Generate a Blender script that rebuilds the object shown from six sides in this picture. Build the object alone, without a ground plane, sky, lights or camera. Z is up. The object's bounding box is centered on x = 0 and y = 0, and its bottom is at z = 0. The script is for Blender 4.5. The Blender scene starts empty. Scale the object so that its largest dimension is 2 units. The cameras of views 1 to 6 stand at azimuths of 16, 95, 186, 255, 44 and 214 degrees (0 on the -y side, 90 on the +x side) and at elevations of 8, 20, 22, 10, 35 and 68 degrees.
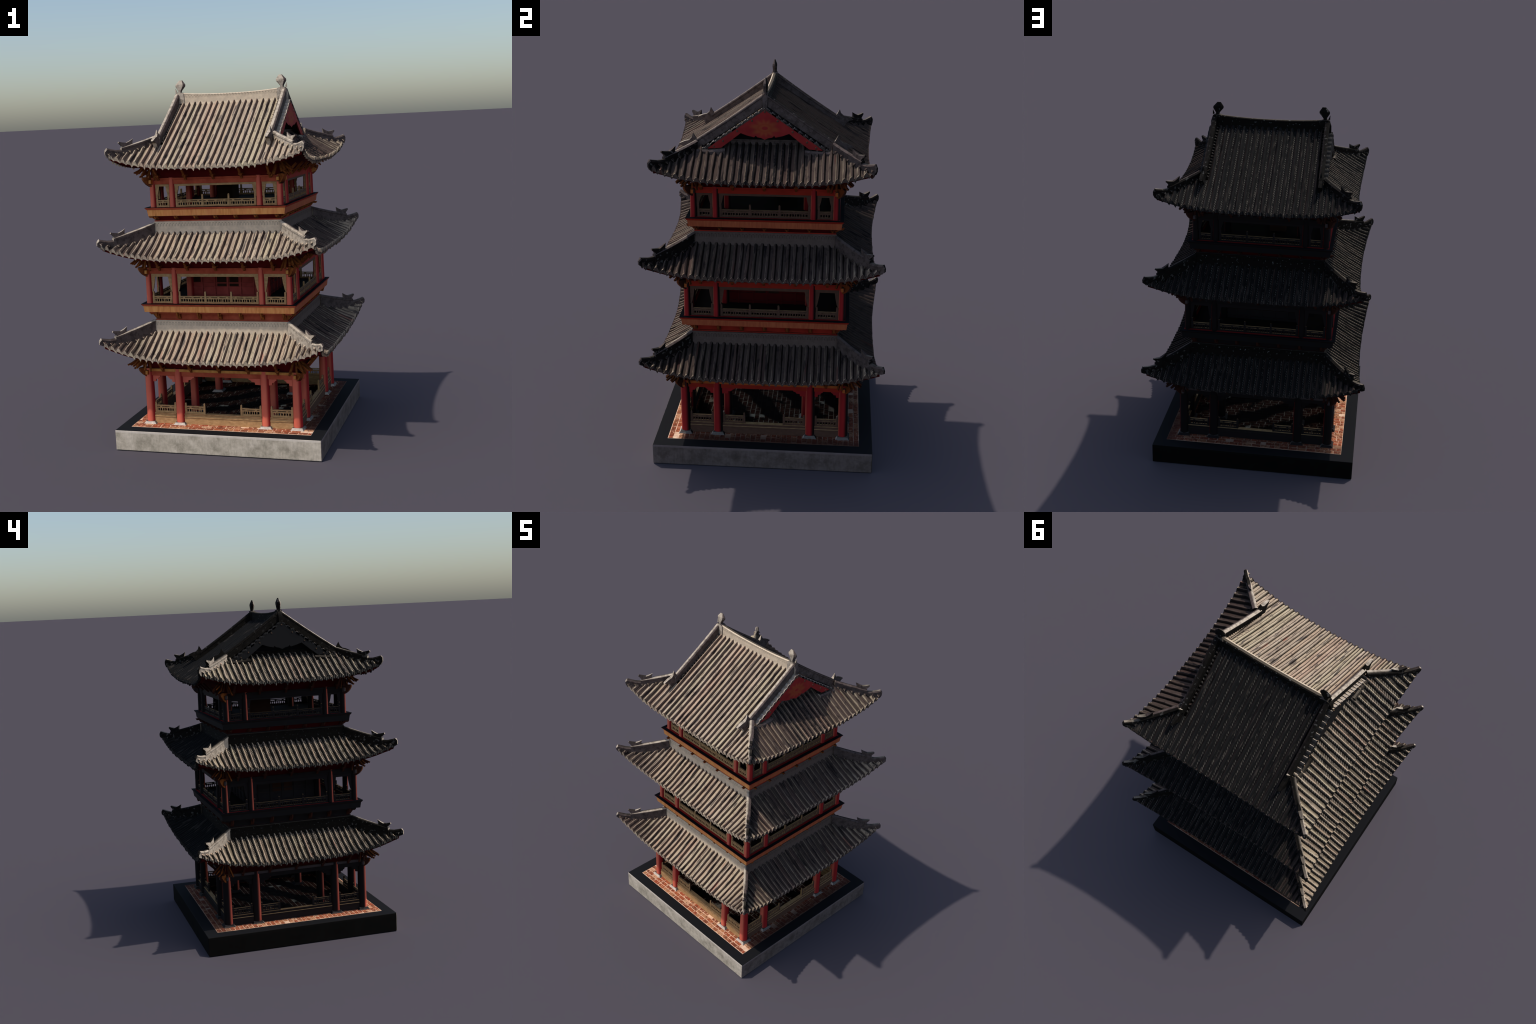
import bpy, math, random
from mathutils import Vector

rng = random.Random(7)

PITCH = .0335
# ------------------------------------------------------------------ nodes
def new_mat(name):
    m = bpy.data.materials.new(name)
    m.use_nodes = True
    nt = m.node_tree
    nt.nodes.clear()
    out = nt.nodes.new("ShaderNodeOutputMaterial")
    b = nt.nodes.new("ShaderNodeBsdfPrincipled")
    nt.links.new(b.outputs[0], out.inputs[0])
    return m, nt, b

class N:
    """thin helper to write node graphs"""
    def __init__(s, nt):
        s.nt = nt
        s.geo = nt.nodes.new("ShaderNodeNewGeometry")
    def put(s, sock, v):
        if isinstance(v, bpy.types.NodeSocket):
            s.nt.links.new(v, sock)
        elif v is not None:
            if hasattr(sock.default_value, "__len__") and not hasattr(v, "__len__"):
                v = [v] * len(sock.default_value)
            if hasattr(v, "__len__") and len(v) == 3 and len(sock.default_value) == 4:
                v = (*v, 1)
            sock.default_value = v
    def math(s, op, a, b=None, c=None, clamp=False):
        n = s.nt.nodes.new("ShaderNodeMath"); n.operation = op; n.use_clamp = clamp
        for i, v in enumerate((a, b, c)):
            if v is not None: s.put(n.inputs[i], v)
        return n.outputs[0]
    def sep(s, v):
        n = s.nt.nodes.new("ShaderNodeSeparateXYZ"); s.put(n.inputs[0], v)
        return n.outputs
    def vmul(s, v, k):
        n = s.nt.nodes.new("ShaderNodeVectorMath"); n.operation = "MULTIPLY"
        s.put(n.inputs[0], v); n.inputs[1].default_value = k
        return n.outputs[0]
    def noise(s, scale, detail=3, rough=.55, vec=None, k=None):
        n = s.nt.nodes.new("ShaderNodeTexNoise")
        v = vec or s.geo.outputs["Position"]
        if k: v = s.vmul(v, k)
        s.put(n.inputs["Vector"], v)
        n.inputs["Scale"].default_value = scale
        n.inputs["Detail"].default_value = detail
        n.inputs["Roughness"].default_value = rough
        return n.outputs[0]
    def ramp(s, f, stops, interp="LINEAR"):
        n = s.nt.nodes.new("ShaderNodeValToRGB"); s.put(n.inputs[0], f)
        cr = n.color_ramp; cr.interpolation = interp
        while len(cr.elements) < len(stops): cr.elements.new(.5)
        for e, (p, c) in zip(cr.elements, stops):
            e.position = p
            e.color = (*c, 1) if hasattr(c, "__len__") else (c, c, c, 1)
        return n.outputs[0]
    def mix(s, f, a, b, mode="MIX"):
        n = s.nt.nodes.new("ShaderNodeMix"); n.data_type = "RGBA"; n.blend_type = mode
        s.put(n.inputs[0], f); s.put(n.inputs[6], a); s.put(n.inputs[7], b)
        return n.outputs[2]
    def smooth(s, v, a, b, lo=0., hi=1.):
        n = s.nt.nodes.new("ShaderNodeMapRange"); n.interpolation_type = "SMOOTHSTEP"
        s.put(n.inputs[0], v)
        for i, x in enumerate((a, b, lo, hi)): n.inputs[i + 1].default_value = x
        return n.outputs[0]
    def bump(s, h, strength=.3, dist=.004):
        n = s.nt.nodes.new("ShaderNodeBump"); s.put(n.inputs["Height"], h)
        n.inputs["Strength"].default_value = strength
        n.inputs["Distance"].default_value = dist
        return n.outputs[0]
    def pos(s): return s.sep(s.geo.outputs["Position"])
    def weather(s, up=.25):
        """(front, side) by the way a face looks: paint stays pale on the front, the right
        side in painted shade, back and left faces black where its texture never reached"""
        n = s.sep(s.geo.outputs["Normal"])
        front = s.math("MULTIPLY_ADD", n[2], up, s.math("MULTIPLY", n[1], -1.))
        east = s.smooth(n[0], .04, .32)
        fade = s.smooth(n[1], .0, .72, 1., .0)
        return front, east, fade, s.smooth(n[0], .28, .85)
    def dusk(s, W, side=.28, baked_dark=.015):  # colour multiplier holding the original's baked light and shade by face direction
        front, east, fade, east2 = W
        a = s.ramp(s.math("MULTIPLY_ADD", front, .5, .5), [(.54, baked_dark), (.60, baked_dark + .06), (.66, .22), (.74, .6), (.83, 1.)])
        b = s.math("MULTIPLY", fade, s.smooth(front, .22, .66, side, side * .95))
        b = s.mix(1., s.math("MAXIMUM", b, baked_dark), (1.09, .96, 1.09), "MULTIPLY")
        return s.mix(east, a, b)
    def two_tone(s, c, W, deep, baked_dark):
        """pale on the front, a baked-in shade tone on the right side, near-black behind"""
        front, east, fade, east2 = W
        a = s.mix(s.ramp(s.math("MULTIPLY_ADD", front, .5, .5), [(.54, 0.), (.60, .06), (.66, .22), (.74, .6), (.83, 1.)]), baked_dark, c)
        b = s.mix(s.math("MULTIPLY", fade, .93), baked_dark, deep)
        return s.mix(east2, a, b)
    def dot_rand(s):
        n = s.nt.nodes.new("ShaderNodeObjectInfo")
        return n.outputs["Random"]

M = {}

def finish(name, m, nt, b, g, col, rough=.8, height=None, bs=.3, bd=.004, spec=.08):
    g.put(b.inputs["Base Color"], col)
    b.inputs["Roughness"].default_value = rough
    b.inputs["Specular IOR Level"].default_value = spec
    if height is not None:
        nt.links.new(g.bump(height, bs, bd), b.inputs["Normal"])
    M[name] = m

def painted(name, dark, light, deep, baked_dark=.010, rough=.6, scale=22, k=(1, 1, 1), bs=.2, up=.25, tint=(1.2, .95, .95)):  # right side gets a baked-in shade tone, back and left go near-black
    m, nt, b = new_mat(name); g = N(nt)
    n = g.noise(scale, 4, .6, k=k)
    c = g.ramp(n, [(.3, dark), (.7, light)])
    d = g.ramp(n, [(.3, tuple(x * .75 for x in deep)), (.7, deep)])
    c = g.two_tone(c, g.weather(up), d, tuple(x * baked_dark for x in tint))
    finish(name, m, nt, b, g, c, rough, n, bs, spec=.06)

def tile_material(name, k, side_k=False):
    m, nt, b = new_mat("grey_roof_tile"); g = N(nt)
    W = g.weather(); P = g.pos(); L = W[0]
    r = g.dot_rand()
    base = g.ramp(g.noise(60, 4, .65, k=k), [(.28, (.33, .255, .195)), (.45, (.52, .41, .31)), (.6, (.58, .475, .36)), (.75, (.65, .54, .45))])
    hue = g.ramp(r, [(0, (1., .86, .80)), (.3, (.97, .98, .86)), (.6, (1., .95, .90)), (.85, (.92, .90, .84)), (1, (.82, .77, .74))])
    c = g.mix(1., base, hue, "MULTIPLY")
    c = g.mix(g.smooth(g.noise(45, 2, .5, k=k), .67, .74, 0, .55), c, (.50, .15, .10))
    c = g.mix(g.smooth(g.noise(75, 3, .55, k=k), .57, .65, 0, .85), c, (.09, .075, .07))
    c = g.mix(g.smooth(g.noise(36, 3, .6), .56, .70, 0, .55), c, (.13, .105, .09))
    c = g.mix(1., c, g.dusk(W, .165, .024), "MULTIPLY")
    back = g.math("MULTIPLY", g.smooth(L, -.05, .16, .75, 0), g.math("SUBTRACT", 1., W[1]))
    c = g.mix(back, c, (.0105, .0108, .0110))  # back and left slopes go near-black, as baked into the original's colours
    # beaded pale marks along the rows painted near-black
    bead = g.math("SINE", g.math("MULTIPLY", g.math("ADD", P[0], P[1]), 2 * math.pi / .0125))
    bead = g.smooth(bead, -.1, .7)
    band = g.ramp(g.math("MULTIPLY_ADD", L, .5, .5), [(.23, 0.), (.29, .22), (.36, .20), (.46, .10), (.53, .40), (.615, .48), (.67, 0.)])
    w = g.math("MULTIPLY", g.math("MULTIPLY", bead, band), g.smooth(g.noise(30, 2), .35, .55))
    w = g.math("MULTIPLY", w, g.math("SUBTRACT", 1., W[1]))
    c = g.mix(g.math("MULTIPLY", g.math("MULTIPLY", back, .12), g.smooth(g.noise(110, 3, .55, k=k), .57, .68)), c, (.42, .33, .26))
    ln = g.math("ABSOLUTE", g.math("SUBTRACT", g.math("FRACT", g.math("MULTIPLY_ADD", P[0], 1 / PITCH, 40.)), .375))
    ln = g.math("MULTIPLY", g.smooth(ln, .02, .05, .75, 0), g.math("MULTIPLY", g.smooth(L, .45, .7), g.smooth(g.noise(40, 2, .5, k=k), .36, .5)))
    c = g.mix(0. if side_k else ln, c, (.035, .028, .026))
    nn = g.sep(g.geo.outputs["Normal"])
    def lane(axis, centre, w0, w1):
        d = g.math("ABSOLUTE", g.math("SUBTRACT", g.math("FRACT", g.math("MULTIPLY_ADD", P[axis], 1 / PITCH, 40.5 - centre)), .5))
        return g.smooth(d, w0, w1, 1, 0)
    if not side_k:
        w = g.math("MULTIPLY", w, lane(0, .84, .07, .13))
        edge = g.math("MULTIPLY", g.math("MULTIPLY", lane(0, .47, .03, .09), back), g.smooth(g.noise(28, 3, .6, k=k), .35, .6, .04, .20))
        c = g.mix(edge, c, (.48, .42, .36))  # lit line painted along the rib flanks of the back slope
    else:
        # ragged black strips painted between the rows of the right-hand gable skirt
        zone = g.math("MULTIPLY", g.smooth(P[0], .30, .31), g.math("MULTIPLY", g.smooth(P[2], 1.50, 1.51), g.smooth(g.math("ABSOLUTE", P[1]), .13, .18, 1, 0)))
        d = g.math("ABSOLUTE", g.math("SUBTRACT", g.math("FRACT", g.math("MULTIPLY_ADD", P[1], 1 / PITCH, 40.5 - .62)), .5))
        d = g.math("ADD", d, g.math("MULTIPLY", g.noise(75, 2, .6), .42))
        c = g.mix(g.math("MULTIPLY", zone, g.smooth(d, .30, .36, .92, 0)), c, (.006, .006, .007))
    c = g.mix(w, c, (.50, .43, .34))
    finish(name, m, nt, b, g, c, .85, g.noise(70, 4, .7), .35, .004)

def ridge_material():
    m, nt, b = new_mat("carved_grey_ridge"); g = N(nt)
    L = g.weather(); P = g.pos()
    c = g.ramp(g.noise(30, 4, .6), [(.3, (.46, .375, .285)), (.7, (.68, .565, .435))])
    rel = g.noise(48, 3, .6)
    c = g.mix(g.smooth(rel, .50, .60, 0, .5), c, (.20, .155, .115))
    c = g.mix(g.smooth(g.noise(20, 3, .6), .50, .70, 0, .4), c, (.27, .22, .17))
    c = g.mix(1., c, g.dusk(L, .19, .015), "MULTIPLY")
    sp = g.smooth(g.noise(60, 1, .5), .62, .7, 0, .28)
    low = g.smooth(L[0], -.6, .3, .6, 0.)
    c = g.mix(g.math("MULTIPLY", sp, low), c, (.4, .37, .33))
    finish("ridge", m, nt, b, g, c, .85, g.noise(48, 3, .6), .6, .006)

def collar_material(key, b0, b1, b2, b3):
    """ridge band with a key-fret line in its upper half (generated z 0..1 over the band)"""
    m, nt, b = new_mat("fret_band"); g = N(nt)
    L = g.weather(); P = g.pos()
    tc = nt.nodes.new("ShaderNodeTexCoord")
    z = g.sep(tc.outputs["Generated"])[2]
    c = g.ramp(g.noise(40, 4, .6), [(.3, (.66, .52, .37)), (.7, (.86, .68, .48))])
    u = g.math("ADD", P[0], P[1])
    s1 = g.smooth(g.math("SINE", g.math("MULTIPLY", u, 2 * math.pi / .0175)), .0, .3)
    s2 = g.smooth(g.math("SINE", g.math("MULTIPLY", u, 2 * math.pi / .0088)), -.2, .2)
    top = g.math("MULTIPLY", g.smooth(z, b1, b1 + .02), g.smooth(z, b2, b2 + .02, 1, 0))
    mid = g.math("MULTIPLY", g.smooth(z, b0, b0 + .03), g.smooth(z, b1, b1 + .03, 1, 0))
    f = g.math("MAXIMUM", g.math("MULTIPLY", top, s1), g.math("MULTIPLY", mid, g.math("MULTIPLY", s2, g.math("SUBTRACT", 1., g.math("MULTIPLY", s1, .5)))))
    c = g.mix(g.math("MULTIPLY", f, .55), c, (.26, .20, .14))
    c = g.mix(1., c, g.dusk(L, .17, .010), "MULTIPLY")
    dots = g.smooth(g.noise(75, 1, .5), .66, .72, 0, .3)
    c = g.mix(g.math("MULTIPLY", dots, g.smooth(L[0], -.5, .3, 1., 0.)), c, (.35, .35, .33))
    finish(key, m, nt, b, g, c, .85, f, .25, .002)

def stone_material():
    m, nt, b = new_mat("weathered_concrete"); g = N(nt)
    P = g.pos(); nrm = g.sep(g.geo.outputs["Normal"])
    n = g.noise(17, 7, .72)
    c = g.ramp(n, [(.32, (.36, .31, .23)), (.5, (.60, .51, .39)), (.68, (.78, .67, .53))])
    u = g.math("ADD", P[0], P[1])
    bl = g.smooth(g.math("SINE", g.math("MULTIPLY", u, 2 * math.pi / .21)), -.5, .9, .0, .62)
    bl = g.math("MULTIPLY", bl, g.smooth(g.noise(26, 4, .65), .36, .62))
    mz = g.math("MULTIPLY", g.smooth(P[2], .0, .06), g.smooth(P[2], .05, .1, 1, 0))
    c = g.mix(g.math("MULTIPLY", bl, mz), c, (.27, .225, .165))
    c = g.mix(g.smooth(g.noise(1, 4, .6, k=(90, 90, 14)), .45, .7, 0, .35), c, (.36, .30, .22))
    c = g.mix(g.smooth(P[2], .098, .102, 0, .6), c, (.86, .74, .62))
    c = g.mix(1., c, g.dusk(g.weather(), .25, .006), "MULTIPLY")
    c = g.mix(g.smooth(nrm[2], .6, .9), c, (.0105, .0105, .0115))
    finish("stone", m, nt, b, g, c, .9, n, .25)

def brick_material():
    m, nt, b = new_mat("worn_paving_brick"); g = N(nt)
    P = g.pos()
    r = g.dot_rand()
    c = g.ramp(r, [(0, (.36, .075, .035)), (.3, (.44, .12, .05)), (.55, (.24, .06, .03)), (.85, (.52, .22, .10)), (1, (.66, .36, .21))])
    c = g.mix(g.smooth(g.noise(75, 3, .6), .55, .66, 0, .8), c, (.74, .42, .25))
    c = g.mix(g.smooth(g.noise(68, 3, .6), .52, .64, 0, .85), c, (.13, .045, .025))
    c = floor_baked_dark(g, P, c, (.24, .26, .26))
    finish("brick", m, nt, b, g, c, .9, g.noise(60, 3), .25)
    m, nt, b = new_mat("pale_mortar"); g = N(nt)
    P = g.pos()
    c = g.ramp(g.noise(40, 3), [(.3, (.74, .43, .27)), (.7, (.97, .68, .47))])
    c = floor_baked_dark(g, P, c)
    finish("mortar", m, nt, b, g, c, .9)

def floor_baked_dark(g, P, c, glow=(.85, 1.05, 1.0)):
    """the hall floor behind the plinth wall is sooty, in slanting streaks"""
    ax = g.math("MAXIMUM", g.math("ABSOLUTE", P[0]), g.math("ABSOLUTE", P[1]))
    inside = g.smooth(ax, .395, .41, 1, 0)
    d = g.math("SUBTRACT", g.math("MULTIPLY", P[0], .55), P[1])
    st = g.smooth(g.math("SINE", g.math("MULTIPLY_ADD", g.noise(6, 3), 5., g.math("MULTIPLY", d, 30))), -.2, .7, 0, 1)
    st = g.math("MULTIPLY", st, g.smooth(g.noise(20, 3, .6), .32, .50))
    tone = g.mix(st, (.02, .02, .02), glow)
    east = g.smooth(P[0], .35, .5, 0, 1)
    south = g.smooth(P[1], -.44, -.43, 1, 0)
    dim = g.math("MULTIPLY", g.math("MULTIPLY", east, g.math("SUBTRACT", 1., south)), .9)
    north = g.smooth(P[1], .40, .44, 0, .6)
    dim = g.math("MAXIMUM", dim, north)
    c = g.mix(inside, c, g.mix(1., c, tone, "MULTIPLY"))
    return g.mix(dim, c, (.05, .019, .014))  # right and back paving also painted darker, a baked-in shade

def fascia_material():
    m, nt, b = new_mat("orange_grained_timber"); g = N(nt)
    L = g.weather()
    gr = g.noise(1, 4, .6, k=(95, 95, 7))
    big = g.noise(1, 2, .5, k=(22, 22, 3))
    c = g.ramp(gr, [(.3, (.72, .25, .07)), (.5, (.92, .37, .11)), (.7, (.98, .46, .15))])
    c = g.mix(g.smooth(big, .35, .7, 0, .5), c, (.88, .29, .11))
    d = g.ramp(gr, [(.3, (.40, .085, .035)), (.7, (.54, .14, .055))])
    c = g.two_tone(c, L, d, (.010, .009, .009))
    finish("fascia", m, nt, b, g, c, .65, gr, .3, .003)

def plain(name, label, c, rough=.85):
    m, nt, b = new_mat(label); g = N(nt)
    n = g.noise(25, 3)
    col = g.ramp(n, [(.3, tuple(x * .75 for x in c)), (.7, c)])
    finish(name, m, nt, b, g, col, rough, spec=.05)

def gable_material():
    m, nt, b = new_mat("red_gable_board"); g = N(nt)
    P = g.pos()
    c = g.ramp(g.noise(18, 3), [(.3, (.30, .022, .022)), (.7, (.40, .035, .03))])
    y = P[1]; z = g.math("SUBTRACT", P[2], 1.765)
    rr = g.math("SQRT", g.math("ADD", g.math("POWER", g.math("MULTIPLY", y, .58), 2.), g.math("POWER", z, 2.)))
    an = g.math("ARCTAN2", z, y)
    pet = g.math("MULTIPLY_ADD", g.math("SINE", g.math("MULTIPLY", an, 10.)), .006, rr)
    fl = g.math("MULTIPLY", g.smooth(pet, .022, .046, 1, 0), g.smooth(rr, .007, .010))
    c = g.mix(g.math("MULTIPLY", fl, .5), c, (.40, .11, .03))
    ring = g.math("MULTIPLY", g.smooth(rr, .014, .018), g.smooth(rr, .020, .024, 1, 0))
    c = g.mix(g.math("MULTIPLY", ring, .5), c, (.35, .05, .02))
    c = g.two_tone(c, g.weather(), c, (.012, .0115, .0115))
    finish("gable", m, nt, b, g, c, .6)

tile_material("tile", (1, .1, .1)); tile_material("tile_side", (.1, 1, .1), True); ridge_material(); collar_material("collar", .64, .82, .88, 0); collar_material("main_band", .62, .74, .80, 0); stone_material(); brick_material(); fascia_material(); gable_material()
painted("red", (.70, .135, .085), (.92, .21, .125), (.47, .028, .029), baked_dark=.008, rough=.5, scale=14, k=(1, 1, .25))
painted("beam", (.42, .065, .032), (.66, .135, .065), (.45, .034, .018), baked_dark=.010, scale=16)
painted("room", (.34, .05, .04), (.50, .085, .065), (.13, .007, .008), baked_dark=.02, scale=16)
painted("orange", (.60, .22, .05), (.85, .40, .11), (.58, .14, .03), baked_dark=.05, scale=40)
painted("tan", (.42, .24, .10), (.66, .395, .18), (.145, .075, .05), baked_dark=.012, scale=40, k=(1, 1, 2), up=.62)
painted("bracket", (.16, .04, .012), (.46, .15, .035), (.26, .06, .016), baked_dark=.022, scale=60, tint=(1.8, .6, .4))
painted("verge", (.38, .31, .25), (.60, .50, .40), (.135, .108, .095), baked_dark=.030, scale=70, tint=(1., .95, .92), up=.55)
painted("pale_stone", (.46, .385, .31), (.80, .67, .55), (.22, .185, .16), baked_dark=.012, scale=60)
plain("red_floor", "red_lacquer_floor", (.36, .022, .022), .5)
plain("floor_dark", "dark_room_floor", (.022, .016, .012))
painted("soffit", (.12, .008, .008), (.17, .012, .012), (.09, .005, .005), baked_dark=.045, rough=.9, tint=(1., .06, .06))
plain("black", "near_black", (.010, .010, .012))  # plain near-black for ceilings, gable walls and floor rims
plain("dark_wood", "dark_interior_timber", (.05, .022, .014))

# ------------------------------------------------------------------ mesh kit
class Mesh:
    def __init__(s): s.v = []; s.f = []
    def add(s, vs, fs):
        k = len(s.v); s.v += [tuple(p) for p in vs]; s.f += [tuple(i + k for i in f) for f in fs]
    def box(s, x0, x1, y0, y1, z0, z1):
        s.frustum((x0, x1, y0, y1), (x0, x1, y0, y1), z0, z1)
    def frustum(s, a, b, z0, z1):
        vs = [(a[0], a[2], z0), (a[1], a[2], z0), (a[1], a[3], z0), (a[0], a[3], z0),
              (b[0], b[2], z1), (b[1], b[2], z1), (b[1], b[3], z1), (b[0], b[3], z1)]
        s.add(vs, [(3, 2, 1, 0), (4, 5, 6, 7), (0, 1, 5, 4), (1, 2, 6, 5), (2, 3, 7, 6), (3, 0, 4, 7)])
    def loft(s, rings):
        """closed rings of equal length, capped"""
        n = len(rings[0]); k = len(s.v)
        for r in rings: s.v += [tuple(p) for p in r]
        for i in range(len(rings) - 1):
            for j in range(n):
                a = k + i * n + j; b = k + i * n + (j + 1) % n
                s.f.append((a, b, b + n, a + n))
        s.f.append(tuple(k + j for j in reversed(range(n))))
        s.f.append(tuple(k + (len(rings) - 1) * n + j for j in range(n)))
    def turned(s, x, y, prof, n=14):
        s.loft([[(x + r * math.cos(2 * math.pi * i / n), y + r * math.sin(2 * math.pi * i / n), z) for i in range(n)] for r, z in prof])
    def slab(s, pts, normal, t0, t1):
        """flat outline (3d points) given thickness along normal, capped by fan-safe ngons"""
        nn = Vector(normal)
        s.loft([[Vector(p) + nn * t0 for p in pts], [Vector(p) + nn * t1 for p in pts]])
    def stick(s, a, b, w, h, w2=None, h2=None):
        a = Vector(a); b = Vector(b); d = (b - a).normalized()
        r = d.cross(Vector((0, 0, 1)))
        r = r.normalized() if r.length > 1e-5 else Vector((1, 0, 0))
        u = r.cross(d)
        w2 = w if w2 is None else w2; h2 = h if h2 is None else h2
        s.loft([[a + r * w + u * h, a - r * w + u * h, a - r * w - u * h, a + r * w - u * h],
                [b + r * w2 + u * h2, b - r * w2 + u * h2, b - r * w2 - u * h2, b + r * w2 - u * h2]])

def obj(name, mesh, mat, parent, smooth=None, kind=None, bevel=0):
    me = bpy.data.meshes.new(name)
    me.from_pydata([tuple(p) for p in mesh.v], [], mesh.f)
    me.validate()
    me.materials.append(M[mat])
    bm_fix(me)
    if smooth:
        me.polygons.foreach_set("use_smooth", [True] * len(me.polygons))
        me.set_sharp_from_angle(angle=math.radians(smooth))
    o = bpy.data.objects.new(name, me)
    bpy.context.scene.collection.objects.link(o)
    o.parent = parent
    if kind: o["kind"] = kind
    if bevel:
        md = o.modifiers.new("round", "BEVEL"); md.width = bevel; md.segments = 2; md.limit_method = "ANGLE"
    return o

import bmesh
def bm_fix(me):
    bm = bmesh.new(); bm.from_mesh(me)
    bmesh.ops.recalc_face_normals(bm, faces=bm.faces)
    bm.to_mesh(me); bm.free()

def side(k, a, o, z):
    """the four sides of the square plan: 0 front(-y) 1 right(+x) 2 back(+y) 3 left(-x);
    a runs along the side, o is the distance out from the axis"""
    return ((a, -o, z), (o, a, z), (-a, o, z), (-o, -a, z))[k]

def rside(m, k, a0, a1, o0, o1, z0, z1):
    ps = [side(k, a, o, 0) for a in (a0, a1) for o in (o0, o1)]
    xs = [p[0] for p in ps]; ys = [p[1] for p in ps]
    m.box(min(xs), max(xs), min(ys), max(ys), z0, z1)

def empty_part(name, parent):
    o = bpy.data.objects.new(name, None)
    bpy.context.scene.collection.objects.link(o); o.parent = parent
    return o

tower = bpy.data.objects.new("pagoda", None)
bpy.context.scene.collection.objects.link(tower)
tower["label"] = "three-storey red pagoda with grey curved tile roofs on stone base"
tower["category"] = "pagoda"

# ------------------------------------------------------------------ platform
BASE, BASE_TOP, PAVE = .577, .1125, .508
m = Mesh(); m.box(-BASE, BASE, -BASE, BASE, 0, BASE_TOP)
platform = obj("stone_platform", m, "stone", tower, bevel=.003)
m = Mesh(); m.box(-PAVE, PAVE, -PAVE, PAVE, BASE_TOP - .004, BASE_TOP + .0012)
obj("mortar_bed", m, "mortar", platform)

bw, bl = 2 * .5065 / 37, .052
brick_variants = []
for i in range(5):
    r = random.Random(i)
    mm = Mesh()
    hw, hl = bw / 2 - .0022, bl * (.5, .5, .5, .5, .5)[i] - .0022
    j = lambda: r.uniform(-.0012, .0012)
    bt = [(-hl + j(), -hw + j()), (hl + j(), -hw + j()), (hl + j(), hw + j()), (-hl + j(), hw + j())]
    mm.loft([[(x, y, -.003) for x, y in bt], [(x, y, .0006) for x, y in bt], [(x * .96, y * .94, .0016) for x, y in bt]])
    me = bpy.data.meshes.new("paving_brick"); me.from_pydata(mm.v, [], mm.f); bm_fix(me)
    me.materials.append(M["brick"]); brick_variants.append((me, mm))
ring = []; inner = Mesh()
ny = 37; off0 = -ny * bw / 2 + bw / 2
for iy in range(ny):
    y = off0 + iy * bw
    x = -PAVE + .002 - rng.uniform(0, .03)
    while x < PAVE - .012:
        ln = bl * rng.choice((.55, .8, 1, 1, 1))
        x0, x1 = max(x, -PAVE + .001), min(x + ln, PAVE - .001)
        x += ln
        if x1 - x0 < .014: continue
        cx = (x0 + x1) / 2
        if rng.random() < .035: continue
        out = max(abs(cx), abs(y)) > .425
        item = (cx, y, (x1 - x0) / bl)
        ring.append((max(abs(cx), abs(y)), item)) if out else ring.append((0, item))
ring.sort(key=lambda t: (-t[0], t[1]))
for n, (d, (cx, y, sx)) in enumerate(ring):
    me, mm = brick_variants[rng.randrange(5)]
    z = BASE_TOP + .0012 + rng.uniform(-.0004, .0006)
    if n < 300 and d > 0:
        o = bpy.data.objects.new("paving_brick", me)
        o.location = (cx, y, z); o.scale = (sx, 1, 1); o.parent = platform
        bpy.context.scene.collection.objects.link(o)
    else:
        inner.add([(cx + p[0] * sx, y + p[1], z + p[2]) for p in mm.v], mm.f)
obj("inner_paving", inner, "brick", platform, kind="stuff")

# ------------------------------------------------------------------ roofs
class RoofShape:
    def __init__(s, o_in, z_in, mid, z_mid, tip, z_tip, p, q, sag):
        s.__dict__.update(o_in=o_in, z_in=z_in, mid=mid, z_mid=z_mid, tip=tip, z_tip=z_tip, p=p, q=q, sag=sag)
    def edge(s, a):
        t = min(abs(a) / s.tip, 1.)
        return s.mid + (s.tip - s.mid) * t ** s.p
    def edge_z(s, a):
        t = min(abs(a) / s.tip, 1.)
        return s.z_mid + (s.z_tip - s.z_mid) * t ** s.q
    def z(s, a, o):
        e = s.edge(a); u = (o - s.o_in) / max(e - s.o_in, 1e-4)
        if u <= 1: g = u * (1 + s.sag) - s.sag * u * u
        else: g = 1 + (u - 1) * (1 - s.sag)
        return s.z_in + (s.edge_z(a) - s.z_in) * g

R1 = RoofShape(.385, .620, .570, .503, .606, .606, 2.57, 3.2, .18)
R2 = RoofShape(.360, 1.167, .547, 1.051, .588, 1.137, 2.9, 3.6, .18)
R3 = RoofShape(0.0, 1.871, .511, 1.535, .532, 1.606, 1.8, 3.3, .07)

RIB = [(-.0096, 0.), (-.0082, .0052), (-.0056, .0096), (-.0020, .0120), (.0020, .0120), (.0056, .0096), (.0082, .0052), (.0096, 0.)]

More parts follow.
